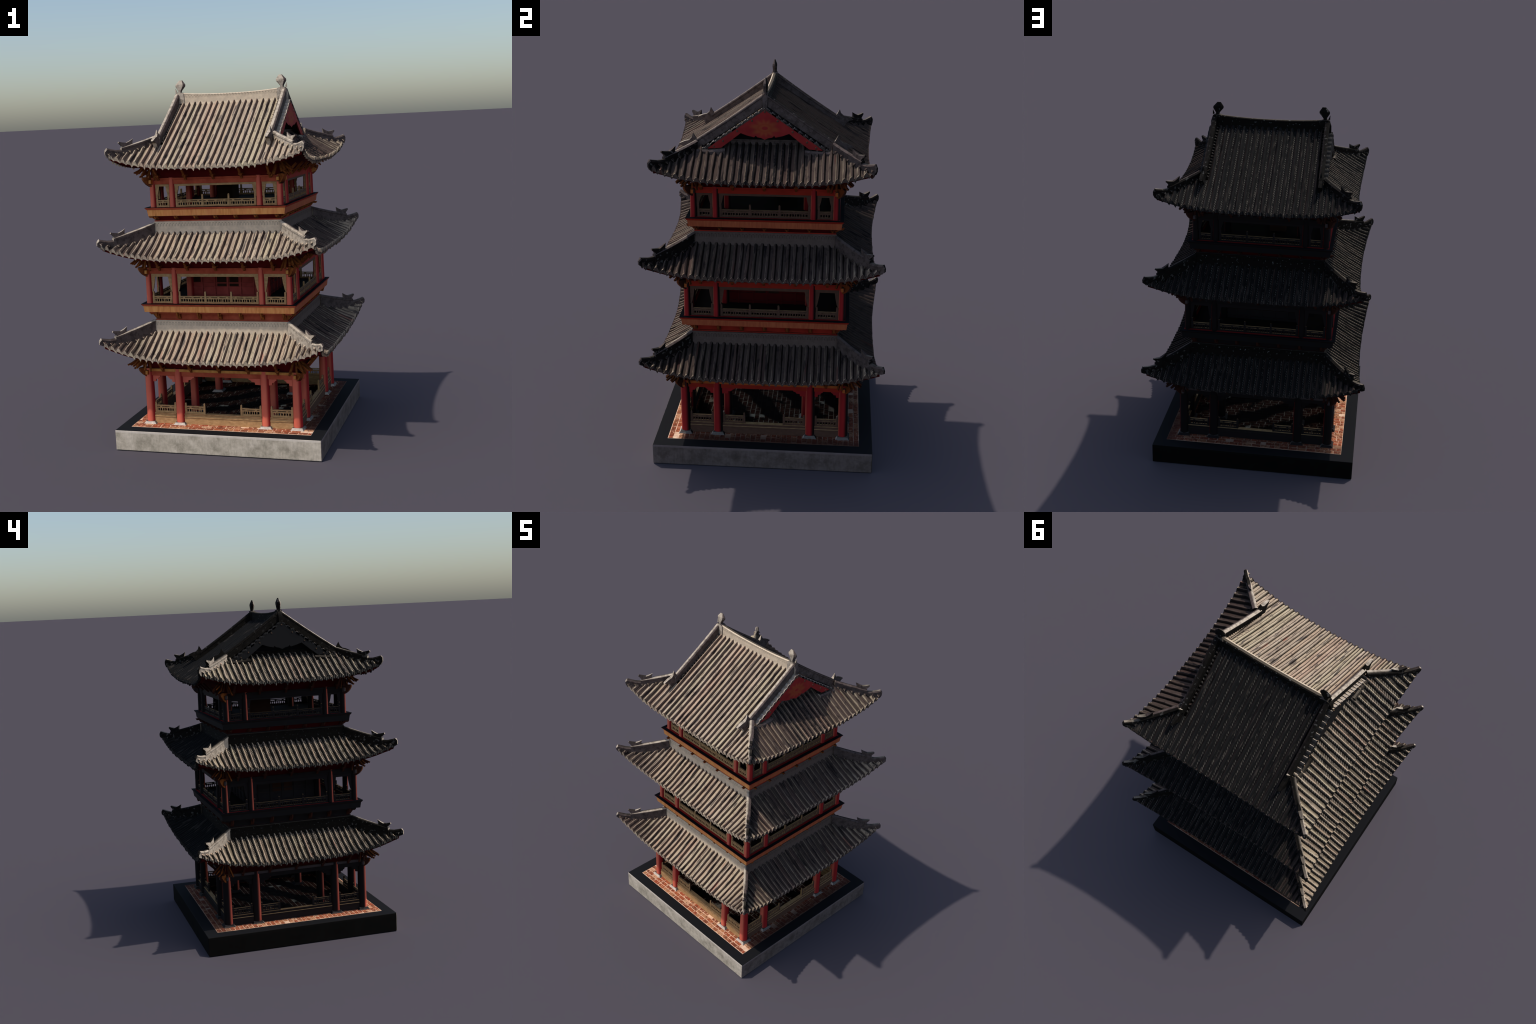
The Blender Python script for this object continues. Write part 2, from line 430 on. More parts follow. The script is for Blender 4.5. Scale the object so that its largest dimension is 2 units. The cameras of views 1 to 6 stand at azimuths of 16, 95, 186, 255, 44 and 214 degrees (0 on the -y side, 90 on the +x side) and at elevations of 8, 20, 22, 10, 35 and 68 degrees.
def tile_row(R, k, a0, pitch, o_start, steps, seed):
    """one cover-tile rib with the pan beside it, lapped tile by tile, ending in a drip tooth"""
    r = random.Random(seed)
    half = pitch - .0096
    pt = r.uniform(-.0012, .0012)
    prof = RIB + [(.0125, -.0004 + pt * .4), (pitch / 2, -.0007), (pitch - .0125, -.0004 - pt * .4), (half, -.0002 - pt)]
    ph = r.uniform(0, 6); wob = r.uniform(.0003, .0019); lift = r.uniform(-.0016, .0018)
    n = len(prof)
    m = Mesh(); rings = []
    length = R.edge(a0) - o_start(a0)
    for i in range(steps + 1):
        t = i / steps
        top = []
        dx = wob * math.sin(ph + 7 * t) + r.uniform(-.0006, .0006)
        dh = r.uniform(-.0010, .0010)
        for j, (d, h) in enumerate(prof):
            a = a0 + d + (dx if 0 < j < 7 else 0)
            a = max(-R.tip, min(R.tip, a))
            os_ = min(o_start(a), R.edge(a) - .004)
            o = os_ + (R.edge(a) - os_) * t
            top.append(side(k, a, o, R.z(a, o) + h * 1.1 + (lift + dh if 0 < j < 7 else 0)))
        bot = []
        for d in (half, pitch / 2, -.0096):
            a = max(-R.tip, min(R.tip, a0 + d))
            os_ = min(o_start(a), R.edge(a) - .004)
            o = os_ + (R.edge(a) - os_) * t
            bot.append(side(k, a, o, R.z(a, o) - .0105))
        rings.append(top + bot)
    m.loft(rings)
    # drip tooth: a thick zigzag lip hung from the end of the row
    tooth = r.uniform(.0120, .0215); sk = r.uniform(-.003, .003)
    low = [(-.0108, -.0075), (0, -.002 - r.uniform(0, .003)), (.0108, -.0085), (pitch / 2 + sk, -tooth), (half, -.0085)]
    up = [(-.0112, .001), (-.0080, .0080), (0, .0140), (.0080, .0080), (.0112, .001), (pitch / 2 + sk * .5, -.0045), (half, .0005)]
    rg = []
    for out in (-.005, .0035 + r.uniform(0, .002)):
        q = []
        for d, h in up + low[::-1]:
            a = max(-R.tip, min(R.tip, a0 + d))
            o = R.edge(a) + out - (.003 if h < -.01 else 0)
            q.append(side(k, a, o, R.z(a, R.edge(a)) + h * 1.08 + (lift if h > .004 else 0) - (.0015 if out > 0 else 0)))
        rg.append(q)
    m.loft(rg)
    return length, m

def roof_board(R, o_from, out_in, name, parent):
    """boarding under the tiles; its underside is the soffit"""
    m = Mesh(); na, no = 24, 7
    for k in range(4):
        rings = []
        for i in range(na + 1):
            s = -1 + 2 * i / na
            top, bot = [], []
            for j in range(no + 1):
                t = j / no
                a_e = s * (R.tip - .012)
                e = R.edge(a_e) - out_in
                # fan the grid so that its ends run along the hip lines
                o = o_from + (e - o_from) * t
                a = s * (o_from + (R.tip - .012 - o_from) * t)
                o = max(o, abs(a))
                top.append(side(k, a, o, R.z(a, o) - .0105))
                bot.append(side(k, a, o, R.z(a, o) - .027))
            rings.append(top + bot[::-1])
        m.loft(rings)
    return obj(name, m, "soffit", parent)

rows = []
def add_rows(R, ks, roof, o_start, alist, tag):
    for k in ks:
        for i, a0 in enumerate(alist):
            seed = tag * 10000 + k * 1000 + i
            steps = 12 if tag == 3 and k in (0, 2) else 8
            ln, mm = tile_row(R, k, a0 - PITCH / 2 + .0054, PITCH, o_start, steps, seed)
            rows.append((ln, seed, mm, roof, k))

def centred(tip):
    n = int((tip - .004) / PITCH)
    return [i * PITCH for i in range(-n, n + 1)]

roofs = []
for R, tag in ((R1, 1), (R2, 2), (R3, 3)):
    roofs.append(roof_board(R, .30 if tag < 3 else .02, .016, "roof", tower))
for R, tag in ((R1, 1), (R2, 2)):
    add_rows(R, range(4), roofs[tag - 1], lambda a, R=R: max(R.o_in - .012, abs(a)), centred(R.tip), tag)
VERGE = .290
add_rows(R3, (0, 2), roofs[2], lambda a: .010 if abs(a) < VERGE else max(.345, abs(a)),
         [a for a in centred(R3.tip) if abs(a) < VERGE - .02 or abs(a) > VERGE], 3)
add_rows(R3, (1, 3), roofs[2], lambda a: max(.290, abs(a)), centred(R3.tip), 3)
rows.sort(key=lambda t: (-t[0], t[1]))
rest = {}
for i, (ln, seed, mm, roof, k) in enumerate(rows):
    if i < 300:
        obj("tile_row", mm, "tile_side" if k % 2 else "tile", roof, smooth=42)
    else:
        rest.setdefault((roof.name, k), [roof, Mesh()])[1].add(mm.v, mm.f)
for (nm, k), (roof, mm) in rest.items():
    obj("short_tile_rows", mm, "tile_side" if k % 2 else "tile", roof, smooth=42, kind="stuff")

# collars where the lower roofs meet the walls
for R, roof, top in ((R1, roofs[0], .690), (R2, roofs[1], 1.235)):
    m = Mesh()
    o = R.o_in; z0 = R.z_in - .012
    for k in range(4):
        sg = [(o - .03, z0), (o + .002, z0), (o + .0015, z0 + .012), (o, top - .010), (o + .001, top - .008), (o + .001, top - .002), (o - .002, top), (o - .03, top)]
        m.loft([[side(k, s * oo, oo, z) for oo, z in sg] for s in (-1, 1)])
    obj("ridge_band", m, "collar", roof)

# hip ridges with their creatures
def diag_pt(sx, sy, r, z, lat=0.):
    n = lat / math.sqrt(2)
    return (sx * (r + n), sy * (r - n), z)

def hip(R, roof, r0, z0, zb, sx, sy):
    rb = R.tip + .010 - .066
    tip = R.tip + .010
    m = Mesh(); rings = []
    n = 9
    for i in range(n + 1):
        t = i / n; r = r0 + (rb - r0) * t
        ztop = z0 + (zb + .012 - z0) * (t * 1.22 - .22 * t * t)
        zlow = R.z(r, r) - .006
        w = .0105
        pts = [(-w, zlow), (-w, ztop - .016), (-w - .0028, ztop - .014), (-w - .0028, ztop - .005), (-.005, ztop), (.005, ztop),
               (w + .0028, ztop - .005), (w + .0028, ztop - .014), (w, ztop - .016), (w, zlow)]
        rings.append([diag_pt(sx, sy, r, z, l) for l, z in pts])
    m.loft(rings)
    rings = []
    for r, ztop, w in ((rb - .006, zb - .002, .012), (rb + .022, zb - .002, .0115), (rb + .044, zb + .005, .0115), (tip - .009, zb + .010, .0105), (tip - .001, zb - .003, .006)):
        zl = min(R.z(min(r, R.tip), min(r, R.tip)) - .012, ztop - .012)
        if r > tip - .004: zl = zb - .024
        pts = [(-w * .8, zl), (-w * .8, ztop - .012), (-w, ztop - .008), (-w * .55, ztop), (w * .55, ztop), (w, ztop - .008), (w * .8, ztop - .012), (w * .8, zl)]
        rings.append([diag_pt(sx, sy, r, z, l) for l, z in pts])
    m.loft(rings)
    obj("hip_ridge", m, "ridge", roof, smooth=35)
    # creature: upright body, open jaws outward, horn curling up and back
    m = Mesh()
    out = [(-.040, .006), (-.046, .030), (-.050, .0535), (-.036, .0415), (-.022, .0330), (-.008, .0355), (.008, .0400), (.010, .0330), (.002, .0240), (-.003, .0160), (-.001, -.012), (-.036, -.016)]
    th = [.0085, .006, .0015, .006, .008, .0075, .0045, .006, .0095, .010, .011, .011]
    mid = Vector((-.02, .012))
    L = [[diag_pt(sx, sy, rb + x, zb + z, -t) for (x, z), t in zip(out, th)],
         [diag_pt(sx, sy, rb + x, zb + z, t) for (x, z), t in zip(out, th)]]
    m.loft(L)
    obj("ridge_creature", m, "ridge", roof, smooth=25)
    # little under-lip tiles along both flanks of the ridge
    m = Mesh()
    for sgn in (-1, 1):
        for i in range(7):
            r = r0 + .018 + (tip - r0 - .035) * i / 6 + rng.uniform(-.004, .004)
            if r < R.o_in + .01 and R.o_in > 0: continue
            zz = R.z(r, r) + .012
            l0 = .0105 * sgn; l1 = (.019 + rng.uniform(0, .004)) * sgn
            a = [diag_pt(sx, sy, r - .006, zz + .002, l0), diag_pt(sx, sy, r + .006, zz + .001, l0), diag_pt(sx, sy, r + .001, zz - .008, l1)]
            b = [(p[0], p[1], p[2] - .004) for p in a]
            m.loft([a, b])
    obj("lip_tiles", m, "tile", roof, kind="stuff")

for sx in (-1, 1):
    for sy in (-1, 1):
        hip(R1, roofs[0], .384, .693, .624, sx, sy)
        hip(R2, roofs[1], .362, 1.231, 1.159, sx, sy)
        hip(R3, roofs[2], .338, 1.699, 1.637, sx, sy)

# main ridge, sagging a little between its ends
m = Mesh(); rings = []
for i in range(17):
    x = -.285 + .57 * i / 16
    zt = 1.9165 + .0125 * (abs(x) / .285) ** 2.2
    pts = [(-.017, 1.852), (-.012, 1.872), (-.0115, zt - .010), (-.0125, zt - .004), (-.006, zt), (.006, zt), (.0125, zt - .004), (.0115, zt - .010), (.012, 1.872), (.017, 1.852)]
    rings.append([(x, y, z) for y, z in pts])
m.loft(rings)
top_roof = roofs[2]
obj("main_ridge", m, "main_band", top_roof)

for sx in (-1, 1):
    # ridge-end block swallowing the ridge, with a hanging tongue on the gable side
    m = Mesh()
    o = [(.272, 1.868), (.275, 1.925), (.287, 1.931), (.316, 1.932), (.328, 1.920), (.336, 1.895), (.338, 1.850), (.330, 1.838), (.318, 1.868)]
    th = [.0165, .0165, .016, .015, .013, .012, .009, .006, .013]
    m.loft([[(sx * x, -t, z) for (x, z), t in zip(o, th)], [(sx * x, t, z) for (x, z), t in zip(o, th)]])
    # barb on the outside
    m.loft([[(sx * .318, -.004, 1.934), (sx * .318, .004, 1.934), (sx * .328, .004, 1.930), (sx * .328, -.004, 1.930)],
            [(sx * .327, -.0008, 1.956), (sx * .327, .0008, 1.956), (sx * .3285, .0008, 1.956), (sx * .3285, -.0008, 1.956)]])
    obj("ridge_end", m, "ridge", top_roof, smooth=30)
    # finial: six-sided leaf leaning inwards, sharp at the top edge
    m = Mesh()
    prof = [(.302, .0085, .0095, 1.922), (.300, .0105, .0105, 1.941), (.297, .0285, .0115, 1.966), (.296, .0285, .0105, 1.976), (.293, .0095, .0018, 2.0)]
    rings = []
    for cx, hx, hy, z in prof:
        rings.append([(sx * (cx + a * hx), b * hy, z) for a, b in ((-1, -.35), (-.6, -1), (.6, -1), (1, -.35), (1, .35), (.6, 1), (-.6, 1), (-1, .35))])
    m.loft(rings)
    obj("finial", m, "ridge", top_roof)
    for sy in (-1, 1):
        # gable ridge running down the verge
        m = Mesh(); rings = []
        for i in range(7):
            t = i / 6; y = .006 + (.350 - .006) * t
            zt = 1.929 - .684 * (y - .006) + .004 * math.sin(math.pi * t) * -1
            zl = R3.z(0, y) + .004
            w = .0105
            pts = [(-w, zl), (-w, zt - .015), (-w - .003, zt - .012), (-w - .002, zt - .005), (-.005, zt), (.005, zt), (w + .002, zt - .005), (w + .003, zt - .012), (w, zt - .015), (w, zl)]
            rings.append([(sx * (.315 + a), sy * y, z) for a, z in pts])
        m.loft(rings)
        obj("gable_ridge", m, "ridge", top_roof, smooth=35)
        m = Mesh()
        o = [(.330, 1.690), (.343, 1.706), (.356, 1.730), (.363, 1.708), (.378, 1.694), (.398, 1.690), (.424, 1.678), (.430, 1.672), (.410, 1.668), (.396, 1.658), (.385, 1.640), (.372, 1.612), (.340, 1.625)]
        th = [.010, .008, .0015, .006, .0095, .009, .007, .006, .010, .011, .011, .010, .0115]
        m.loft([[(sx * (.315 + sg * t), sy * y, z) for (y, z), t in zip(o, th)] for sg in (-1, 1)])
        obj("ridge_creature", m, "ridge", top_roof, smooth=25)
        # verge: slab over the gable plus a row of short barrel tiles laid sideways
        m = Mesh()
        y0, y1 = .0, .352
        for xa, xb, dz in ((.262, .346, 0),):
            m.loft([[(sx * xa, sy * y, R3.z(0, y) + d) for y, d in ((y0, -.022), (y1, -.022), (y1, -.006), (y0, -.006))],
                    [(sx * xb, sy * y, R3.z(0, y) + d) for y, d in ((y0, -.018), (y1, -.018), (y1, -.009), (y0, -.009))]])
        obj("verge_board", m, "tile", top_roof)
        nv = 13
        for i in range(nv):
            y = .018 + i * (.335 - .018) / (nv - 1)
            r = random.Random(i + 50 * sx + 7 * sy)
            m = Mesh(); rings = []
            for x, f, dz in ((.322, 1., -.011), (.334, 1.05, -.012), (.3455 + r.uniform(0, .003), 1.15, -.014 + r.uniform(-.0015, .0015))):
                q = []
                for c in range(7):
                    an = math.pi * c / 6
                    yy = y + math.cos(an) * .0095 * f
                    q.append((sx * x, sy * yy, R3.z(0, max(yy, 0)) + dz + math.sin(an) * .012 * f))
                q.append((sx * x, sy * (y - .0095), R3.z(0, max(y - .0095, 0)) - .008)); q.append((sx * x, sy * (y + .0095), R3.z(0, y) - .012))
                rings.append(q)
            m.loft(rings)
            # pan lip between the barrels
            yy = y + .0125
            zc = R3.z(0, yy)
            m.loft([[(sx * x, sy * (yy - .006), zc - .004), (sx * x, sy * (yy + .007), zc - .010), (sx * x, sy * (yy + .003), zc - .017), (sx * x, sy * (yy - .004), zc - .014)] for x in (.332, .3465)])
            obj("verge_tile", m, "verge", top_roof, smooth=40)
        # jagged chips along the inner foot of the gable ridge
        m = Mesh()
        for i in range(18):
            y = .03 + i * .0172
            zc = R3.z(0, y)
            x0 = .301; x1 = .268 + rng.uniform(0, .012)
            m.loft([[(sx * x0, sy * (y - .005), zc + .016), (sx * x0, sy * (y + .004), zc + .012), (sx * x0, sy * y, zc - .002)],
                    [(sx * x1, sy * (y - .003 + rng.uniform(-.003, .003)), zc + .006), (sx * x1, sy * (y + .003), zc + .004), (sx * x1, sy * y, zc - .004)]])
        obj("verge_chips", m, "tile", top_roof, kind="stuff")
        # short level ridges closing the foot of the gable
        m = Mesh()
        zf = R3.z(0, .335)
        m.loft([[(sx * (.343 + a), sy * y, zz + .007 + b) for a, b in ((-.02, -.03), (.016, -.03), (.019, -.006), (.012, .003), (-.012, .003), (-.02, -.004))] for y, zz in ((.195, 1.651), (.235, 1.648), (.275, 1.645), (.335, 1.647))])
        obj("foot_ridge", m, "ridge", top_roof, smooth=35)
    # bargeboard with a cloud-shaped lower edge
    halfp = [(0, 1.858), (.012, 1.855), (.05, 1.827), (.275, 1.667), (.282, 1.660), (.216, 1.664), (.165, 1.702), (.118, 1.739), (.085, 1.727), (.052, 1.7195), (.045, 1.728), (.036, 1.7195), (.018, 1.7165), (.0, 1.708)]
    m = Mesh()
    for sy in (-1, 1):
        up = halfp[:5]; lo = halfp[5:]
        # strips between upper and lower outlines
        def at(ps, y):
            ps = sorted(ps)
            for (ya, za), (yb, zb) in zip(ps, ps[1:]):
                if ya <= y <= yb: return za + (zb - za) * (y - ya) / max(yb - ya, 1e-6)
            return ps[-1][1]
        ys = sorted({round(p[0], 4) for p in halfp if p[0] <= .2161} | {.245, .28})
        lo2 = lo + [(.282, 1.659)]
        m.loft([[(sx * x, sy * y, z) for x, z in ((.3375, at(up, y)), (.3455, at(up, y)), (.3455, at(lo2, y)), (.3375, at(lo2, y)))] for y in ys])
    obj("bargeboard", m, "gable", top_roof)
    # studs on the board
    m = Mesh()
    for y, z in ((0, 1.845), (-.062, 1.800), (.062, 1.800), (-.135, 1.748), (.135, 1.748), (-.205, 1.698), (.205, 1.698), (-.25, 1.670), (.25, 1.670)):
        rr = .006
        m.loft([[(sx * x, y + f * rr * math.cos(i * math.pi / 4), z + f * rr * math.sin(i * math.pi / 4)) for i in range(8)] for x, f in ((.343, 1), (.3470, .9), (.3478, .4))])
    obj("board_stud", m, "tan", top_roof, kind="stuff")
    # recessed dark gable wall and the band at the head of the end skirt
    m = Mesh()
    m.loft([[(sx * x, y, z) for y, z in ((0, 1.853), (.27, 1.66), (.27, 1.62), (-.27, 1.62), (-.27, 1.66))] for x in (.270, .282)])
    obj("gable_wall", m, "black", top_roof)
    m = Mesh()
    for y0, y1 in ((-.24, .24),):
        m.loft([[(sx * (.284 + a), y, z) for a, z in ((-.01, 1.655), (.013, 1.655), (.011, 1.688), (.014, 1.690), (.012, 1.697), (-.01, 1.698))] for y in (y0, y1)])
    obj("skirt_band", m, "ridge", top_roof)

# ------------------------------------------------------------------ storeys
def ring_wall(m, o0, o1, z0, z1, k=None):
    """square band between half-widths o0<o1"""
    for kk in range(4):
        q = [side(kk, s * o, o, 0) for s in (-1, 1) for o in (o0, o1)]
        a, b, c, d = q  # inner-left outer-left inner-right outer-right
        m.loft([[(p[0], p[1], z) for p in (a, b, d, c)] for z in (z0, z1)])

INNER = .245
def posts(o):
    pts = []
    for k in range(4):
        for a in (-o, -INNER, INNER):
            pts.append(side(k, a, o, 0)[:2])
    return pts

def balustrade(m, k, a0, a1, o, z0, zr, zp, w=.0055, end_posts=(True, True), seed=0):
    r = random.Random(seed)
    def rail(za, zb, t, bow=0.):
        na = 4; rings = []
        for i in range(na + 1):
            a = a0 + (a1 - a0) * i / na
            dz = bow * math.sin(math.pi * i / na) + r.uniform(-.0006, .0006)
            rings.append([side(k, a, o + s * t, z + dz) for s, z in ((-1, za), (1, za), (1, zb), (-1, zb))])
        m.loft(rings)
    h = zr - z0
    rail(zr - .0058, zr, .0048)
    rail(z0 + h * .60, z0 + h * .60 + .0060, .0040, r.uniform(-.001, .001))
    rail(z0 + .0005, z0 + .0095, .0046)
    nb = max(4, round((a1 - a0) / .0135))
    for i in range(nb):
        a = a0 + (a1 - a0) * (i + .5) / nb + r.uniform(-.002, .002)
        top = r.choice((.0018, .0026, .0040)); bot = r.choice((.0018, .0034, .0045))
        zt = z0 + h * .62; zb = z0 + .008
        m.loft([[side(k, a + s * hw, o + q * .003, z) for s, q in ((-1, -1), (1, -1), (1, 1), (-1, 1))] for z, hw in ((zb, bot), ((zb + zt) / 2, .0022), (zt, top))])
    for i in range(max(1, round((a1 - a0) / .05))):
        a = a0 + (a1 - a0) * (i + .5) / max(1, round((a1 - a0) / .05))
        m.loft([[side(k, a + s * .006, o + q * .003, z) for s, q in ((-1, -1), (1, -1), (1, 1), (-1, 1))] for z in (z0 + h * .6, zr - .003)])
    for e, a in zip(end_posts, (a0, a1)):
        if e:
            sgn = .001
            m.loft([[side(k, a + s * hw, o + q * hw, z) for s, q in ((-1, -1), (1, -1), (1, 1), (-1, 1))] for z, hw in ((z0 - .0005, w), (zr + .003, w), (zr + .004, w * .85), (zp - .003, w * .85), (zp, w * .45))])

def fan(parent, c, zt, sx, sy, big):
    """cantilever sticks fanning out under the eave corner"""
    base = math.atan2(sy, sx)
    specs = [(0, .030, .030, .120 * big, .034), (0, .020, .006, .086 * big, .010), (26, .028, .034, .098 * big, .022), (-26, .028, .034, .098 * big, .022),
             (52, .020, .036, .080 * big, .006), (-52, .020, .036, .080 * big, .006), (78, .012, .034, .056, -.008), (-78, .012, .034, .056, -.008), (14, .02, .05, .105 * big, .030), (-14, .02, .05, .105 * big, .030)]
    for i, (an, d0, h0, d1, h1) in enumerate(specs):
        th = base + math.radians(an + rng.uniform(-4, 4))
        m = Mesh()
        ca, sa = math.cos(th), math.sin(th)
        a = (sx * c + ca * d0, sy * c + sa * d0, zt + h0 + .030)
        b = (sx * c + ca * d1, sy * c + sa * d1, zt + h1)
        m.stick(a, b, .0055, .0065, .0048, .0036)
        obj("eave_bracket", m, "bracket", parent)
    # corner cap: rounded arm reaching out along the diagonal
    m = Mesh(); rings = []
    for d, z0, z1, w in ((-.010, -.048, .004, .012), (.018, -.046, .006, .012), (.036, -.034, .008, .011), (.050, -.018, .008, .010), (.058, -.004, .006, .008)):
        rings.append([(sx * (c + d * .7071) - sy * s * w * .7071 * 1, sy * (c + d * .7071) + sx * s * w * .7071, zt + z) for s, z in ((-1, z0), (1, z0), (1, z1), (-1, z1))])
    m.loft(rings)
    obj("corner_cap", m, "bracket", parent, smooth=40)
    for kx in (0, 1):
        # blunt orange arms along each wall line
        m = Mesh()
        d = (sx, 0) if kx else (0, sy)
        a = (sx * c, sy * c, zt - .022); b = (sx * c + d[0] * .040, sy * c + d[1] * .040, zt - .018)
        m.stick(a, b, .009, .017, .007, .010)
        obj("corner_arm", m, "orange", parent, bevel=.002)

def struts(m, o, zt, roof, n=7):
    for k in range(4):
        for i in range(n):
            a = (i - (n - 1) / 2) * .163 * (o / .42 * .25 + .75)
            if abs(a) > o - .04: continue
            p = side(k, a, o + .020, zt - .010); q = side(k, a, o + .085, zt + .055)
            m.stick(p, q, .0055, .006)
            p = side(k, a, o + .012, zt + .012); q = side(k, a, o + .05, zt + .012)
            m.stick(p, q, .010, .005)

# ---- ground storey
CO = .420
hall = Mesh(); ring_wall(hall, CO - .016, CO + .013, .387, .4135)
s1 = obj("ground_storey", hall, "beam", tower, bevel=.0015)
m = Mesh(); ring_wall(m, CO - .014, CO + .021, .4137, .4290)
obj("orange_beam", m, "orange", s1, bevel=.0015)
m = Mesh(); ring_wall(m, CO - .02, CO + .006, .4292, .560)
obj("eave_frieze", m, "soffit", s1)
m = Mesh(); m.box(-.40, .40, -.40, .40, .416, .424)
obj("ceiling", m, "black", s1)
for x, y in posts(CO):
    m = Mesh(); m.turned(x, y, [(.0262, .120), (.0258, .16), (.0238, .412), (.0238, .4305)], 16)
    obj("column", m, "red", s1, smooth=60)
    m = Mesh()
    rr = random.Random(int(x * 999 + y * 77))
    m.loft([[(x + sx * w, y + sy * w, z) for sx, sy in ((-1, -1), (1, -1), (1, 1), (-1, 1))] for w, z in ((.0385, .1125), (.0365, .1155), (.0300, .1230), (.0285, .1275))])
    obj("column_base", m, "pale_stone", s1, bevel=.0015)
for x in (-.235, .235):
    for y in (-.215, .215):
        m = Mesh(); m.turned(x, y, [(.0235, .12), (.022, .424)], 14)
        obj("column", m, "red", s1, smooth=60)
        m = Mesh()
        m.loft([[(x + sx * w, y + sy * w, z) for sx, sy in ((-1, -1), (1, -1), (1, 1), (-1, 1))] for w, z in ((.037, .1125), (.034, .116), (.026, .1260))])
        obj("column_base", m, "pale_stone", s1)
for k in range(4):
    for a0, a1 in ((-CO + .024, -INNER - .024), (-INNER + .024, INNER - .024), (INNER + .024, CO - .024)):
        m = Mesh()
        prof = [(CO - .012, .1125), (CO + .012, .1125), (CO + .012, .150), (CO + .014, .152), (CO + .014, .158), (CO + .010, .160), (CO + .010, .168), (CO + .013, .170), (CO + .013, .1745), (CO - .012, .1745)]
        m.loft([[side(k, a, o, z) for o, z in prof] for a in (a0, a1)])
        obj("plinth_wall", m, "tan", s1)
    # railings: full in the side bays, two short ones leaving a doorway in the middle bay
    for i, (a0, a1) in enumerate(((-CO + .030, -INNER - .031), (-INNER + .031, -.106), (.106, INNER - .031), (INNER + .031, CO - .030))):
        m = Mesh(); balustrade(m, k, a0, a1, CO, .1747, .2165, .235, seed=k * 10 + i)
        obj("railing", m, "tan", s1)
    # stepped brackets under the beam
    for c, sg, ln in ((-CO, 1, .066), (-INNER, -1, .066), (-INNER, 1, .090), (INNER, -1, .090), (INNER, 1, .066), (CO, -1, .066)):
        st = [(.018, .388), (ln, .388), (ln, .379), (ln * .86, .374), (ln * .80, .366), (ln * .62, .365), (ln * .60, .352), (.018, .350)]
        m = Mesh()
        m.loft([[side(k, c + sg * a, CO + t, z) for a, z in st] for t in (-.006, .006)])
        obj("stepped_bracket", m, "red", s1, bevel=.001)
for sx in (-1, 1):
    for sy in (-1, 1):
        fan(s1, CO, .427, sx, sy, 1.0)
m = Mesh(); struts(m, CO, .427, roofs[0]); obj("eave_strut", m, "bracket", s1, kind="stuff")

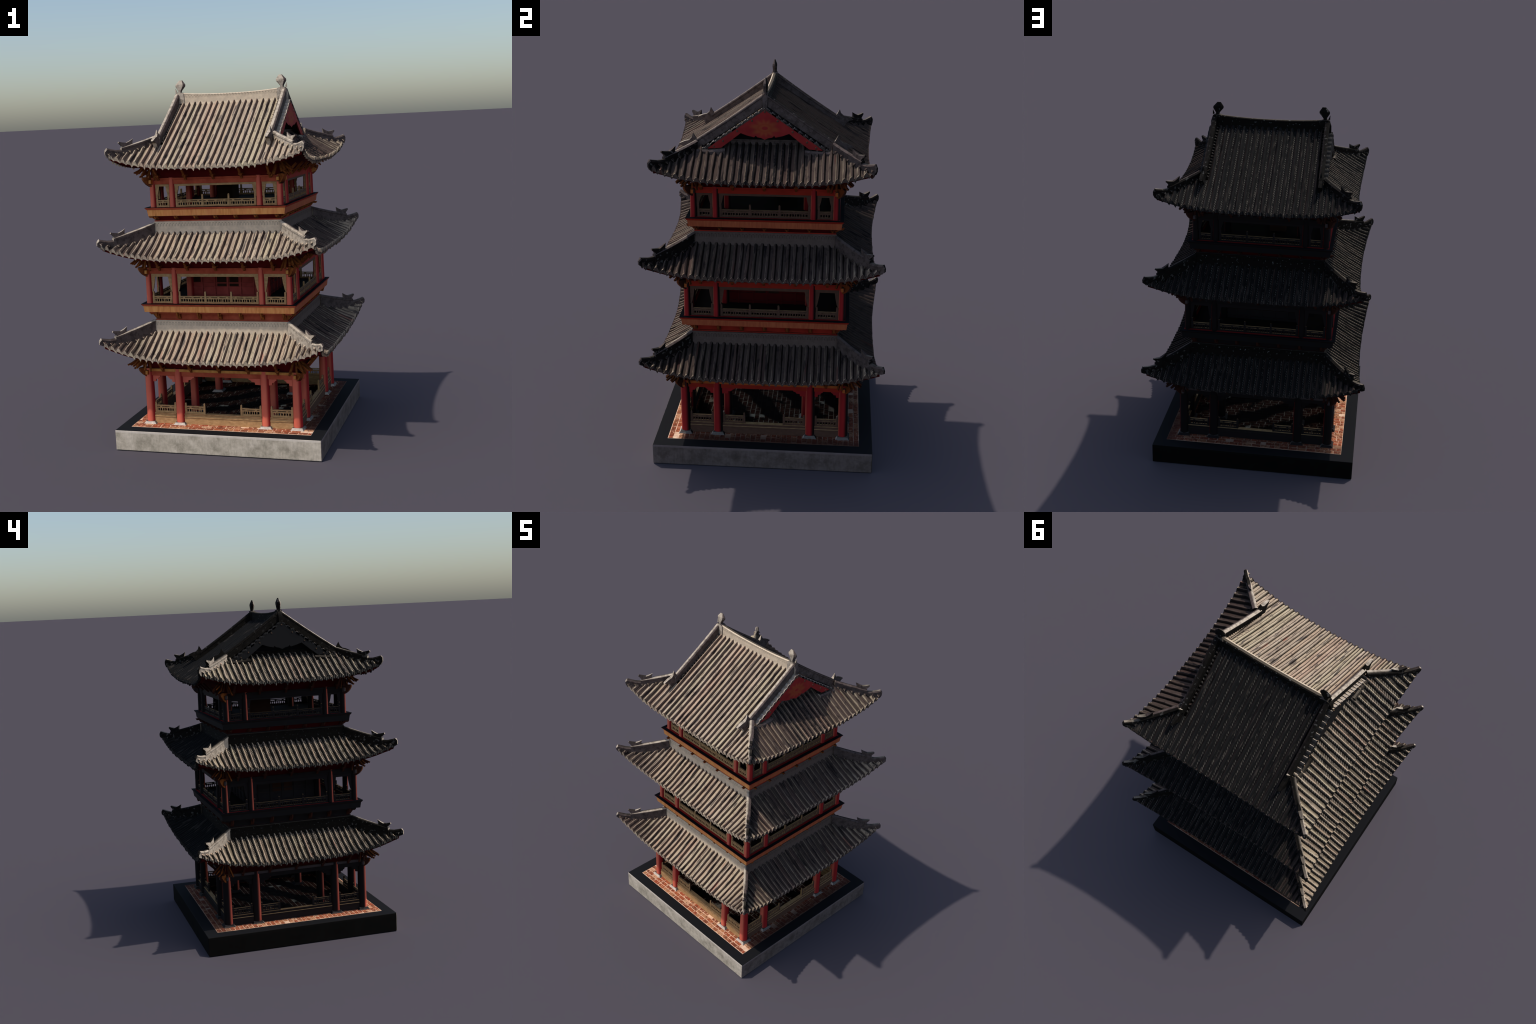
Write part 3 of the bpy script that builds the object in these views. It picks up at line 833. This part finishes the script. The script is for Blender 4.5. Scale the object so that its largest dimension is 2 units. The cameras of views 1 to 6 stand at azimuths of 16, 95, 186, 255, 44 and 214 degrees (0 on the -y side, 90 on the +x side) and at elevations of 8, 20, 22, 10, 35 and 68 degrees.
# ---- upper storeys
def upper(name, CO, slab, zf, zb, zfb, wall_o, wall_z0, z_lint0, z_lint1, z_beam, z_rail, z_post, roof_in, cr, seed):
    """slab half-width, floor z, fascia bottom, recess wall below it, lintel, beam top"""
    m = Mesh()
    m.box(-slab + .020, slab - .020, -slab + .020, slab - .020, zf - .012, zf)
    st = obj(name, m, "red_floor", tower)
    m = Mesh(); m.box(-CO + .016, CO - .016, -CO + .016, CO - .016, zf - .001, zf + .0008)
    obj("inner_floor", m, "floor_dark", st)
    m = Mesh()
    for k in range(4):
        prof = [(slab - .0205, zf - .013), (slab - .0205, zf + .0008), (slab - .001, zf + .0012), (slab, zf - .0005), (slab - .0045, zf - .0045), (slab - .012, zf - .013)]
        m.loft([[side(k, s * o, o, z) for o, z in prof] for s in (-1, 1)])
    obj("floor_rim", m, "black", st)
    m = Mesh()
    for k in range(4):
        prof = [(slab - .10, zf - .0125), (slab - .0008, zf - .0012), (slab - .0025, zf - .0045), (slab - .0075, zf - .0118), (slab - .03, zf - .0135)]
        m.loft([[side(k, s * o, o, z) for o, z in prof] for s in (-1, 1)])
    obj("floor_lip", m, "beam", st)
    m = Mesh()
    for k in range(4):
        prof = [(slab - .03, zf - .012), (slab - .0095, zf - .012), (slab - .0140, zb), (slab - .03, zb)]
        m.loft([[side(k, s * o, o, z) for o, z in prof] for s in (-1, 1)])
    obj("fascia", m, "fascia", st)
    # stepped recess under the balcony, with its corbels
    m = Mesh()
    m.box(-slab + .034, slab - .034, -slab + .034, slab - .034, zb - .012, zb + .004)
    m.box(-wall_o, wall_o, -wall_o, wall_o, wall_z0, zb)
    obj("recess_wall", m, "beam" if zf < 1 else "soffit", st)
    m = Mesh(); ring_wall(m, wall_o - .01, wall_o + .006, wall_z0, wall_z0 + .010)
    obj("recess_sill", m, "beam", st)
    for k in range(4):
        n = 7
        for i in range(n):
            a = (i - 3) * (2 * wall_o - .03) / 6 if i not in (0, 6) else (-1 if i == 0 else 1) * (wall_o - .012)
            m = Mesh()
            h = (zb - .003) - (wall_z0 + .008)
            m.loft([[side(k, a + s * .0095, wall_o - .002 + d, z) for s, d, z in ((-1, 0, z0), (1, 0, z0), (1, dd, z0), (-1, dd, z0))] for z0, dd in ((zb - .002, .036), (zb - h * .4, .030), (zb - h * .95, .008))])
            m.loft([[side(k, a + s * .004, wall_o + d, z) for s, d, z in ((-1, 0, z0), (1, 0, z0), (1, dd, z0), (-1, dd, z0))] for z0, dd in ((zb - .002, .048), (zb - h * .55, .040))])
            obj("corbel", m, "bracket", st)
    for x, y in posts(CO):
        m = Mesh(); m.turned(x, y, [(cr * 1.03, zf), (cr, zf + .05), (cr * .93, z_beam + .002)], 14)
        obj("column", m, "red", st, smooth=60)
    # beam, frieze and dark ceiling
    m = Mesh(); ring_wall(m, CO - .012, CO + .009, z_lint1, z_beam - .010)
    ring_wall(m, CO - .012, CO + .014, z_beam - .010, z_beam)
    obj("beam", m, "beam", st, bevel=.0012)
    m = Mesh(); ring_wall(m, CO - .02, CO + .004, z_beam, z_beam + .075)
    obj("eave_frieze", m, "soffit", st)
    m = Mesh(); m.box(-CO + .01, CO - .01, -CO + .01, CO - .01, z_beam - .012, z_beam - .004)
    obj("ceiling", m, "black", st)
    for k in range(4):
        bays = ((-CO + cr, -INNER - cr), (-INNER + cr, INNER - cr), (INNER + cr, CO - cr))
        for i, (a0, a1) in enumerate(bays):
            # hanging frame: lintel plus side pieces that taper to a point
            m = Mesh()
            o0, o1 = CO - .006, CO + .004
            rside(m, k, a0 - .002, a1 + .002, o0, o1, z_lint0, z_lint1)
            zj = zf + (z_lint0 - zf) * .44
            for a, sg in ((a0, 1), (a1, -1)):
                w = .021
                q = [(a - sg * .002, z_lint0), (a + sg * w, z_lint0), (a + sg * w * .82, z_lint0 - (z_lint0 - zj) * .35), (a + sg * w * .45, z_lint0 - (z_lint0 - zj) * .8), (a + sg * .003, zj), (a - sg * .002, zj)]
                m.loft([[side(k, aa, o, z) for aa, z in q] for o in (o0 + .001, o1 - .001)])
            obj("hanging_frame", m, "tan", st)
            m = Mesh()
            if i == 1:
                L3 = (a1 - a0 - .014) / 3
                for j in range(3):
                    b0 = a0 + .007 + j * L3
                    balustrade(m, k, b0, b0 + L3, CO, zf, z_rail, z_post, end_posts=(True, j == 2), seed=seed + k * 20 + j)
            else:
                balustrade(m, k, a0 + .007, a1 - .007, CO, zf, z_rail, z_post, seed=seed + k * 20 + 9 + i)
            obj("railing", m, "tan", st)
    for sx in (-1, 1):
        for sy in (-1, 1):
            fan(st, CO, z_beam, sx, sy, .86)
    m = Mesh(); struts(m, CO - .002, z_beam, None); obj("eave_strut", m, "bracket", st, kind="stuff")
    return st

s2 = upper("second_storey", .397, .437, .789, .743, None, .372, .685, .936, .953, .985, .829, .855, R2, .0172, 100)
s3 = upper("third_storey", .357, .397, 1.313, 1.267, None, .352, 1.231, 1.4255, 1.437, 1.4715, 1.352, 1.379, R3, .0168, 300)

# inner room of the second storey: red panelled walls between corner columns
W = .222
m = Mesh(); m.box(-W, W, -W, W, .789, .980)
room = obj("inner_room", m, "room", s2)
for k in range(4):
    m = Mesh()
    for a in (-.15, -.075, 0., .075, .15):
        rside(m, k, a - .004, a + .004, W, W + .006, .790, .972)
    for z in (.800, .845, .868, .965):
        rside(m, k, -W + .002, W - .002, W, W + .0045, z, z + .006)
    obj("panel_frame", m, "room", s2)
    m = Mesh()
    rside(m, k, -.062, -.008, W, W + .002, .852, .955); rside(m, k, .010, .062, W, W + .002, .852, .955)
    rside(m, k, -.20, -.16, W, W + .002, .876, .955)
    obj("dark_panel", m, "dark_wood", s2)
for x in (-W, W):
    for y in (-W, W):
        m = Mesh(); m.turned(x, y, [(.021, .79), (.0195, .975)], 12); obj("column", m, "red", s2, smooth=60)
# open top room: four posts and a stand-in box for a dark mass at the back left
for x in (-.205, .205):
    for y in (-.205, .205):
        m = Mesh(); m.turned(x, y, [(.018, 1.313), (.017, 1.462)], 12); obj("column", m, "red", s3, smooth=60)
m = Mesh(); m.box(-.115, -.025, .02, .15, 1.314, 1.425); m.box(-.125, -.015, .01, .16, 1.425, 1.435)
obj("stand_in_box", m, "dark_wood", s3)
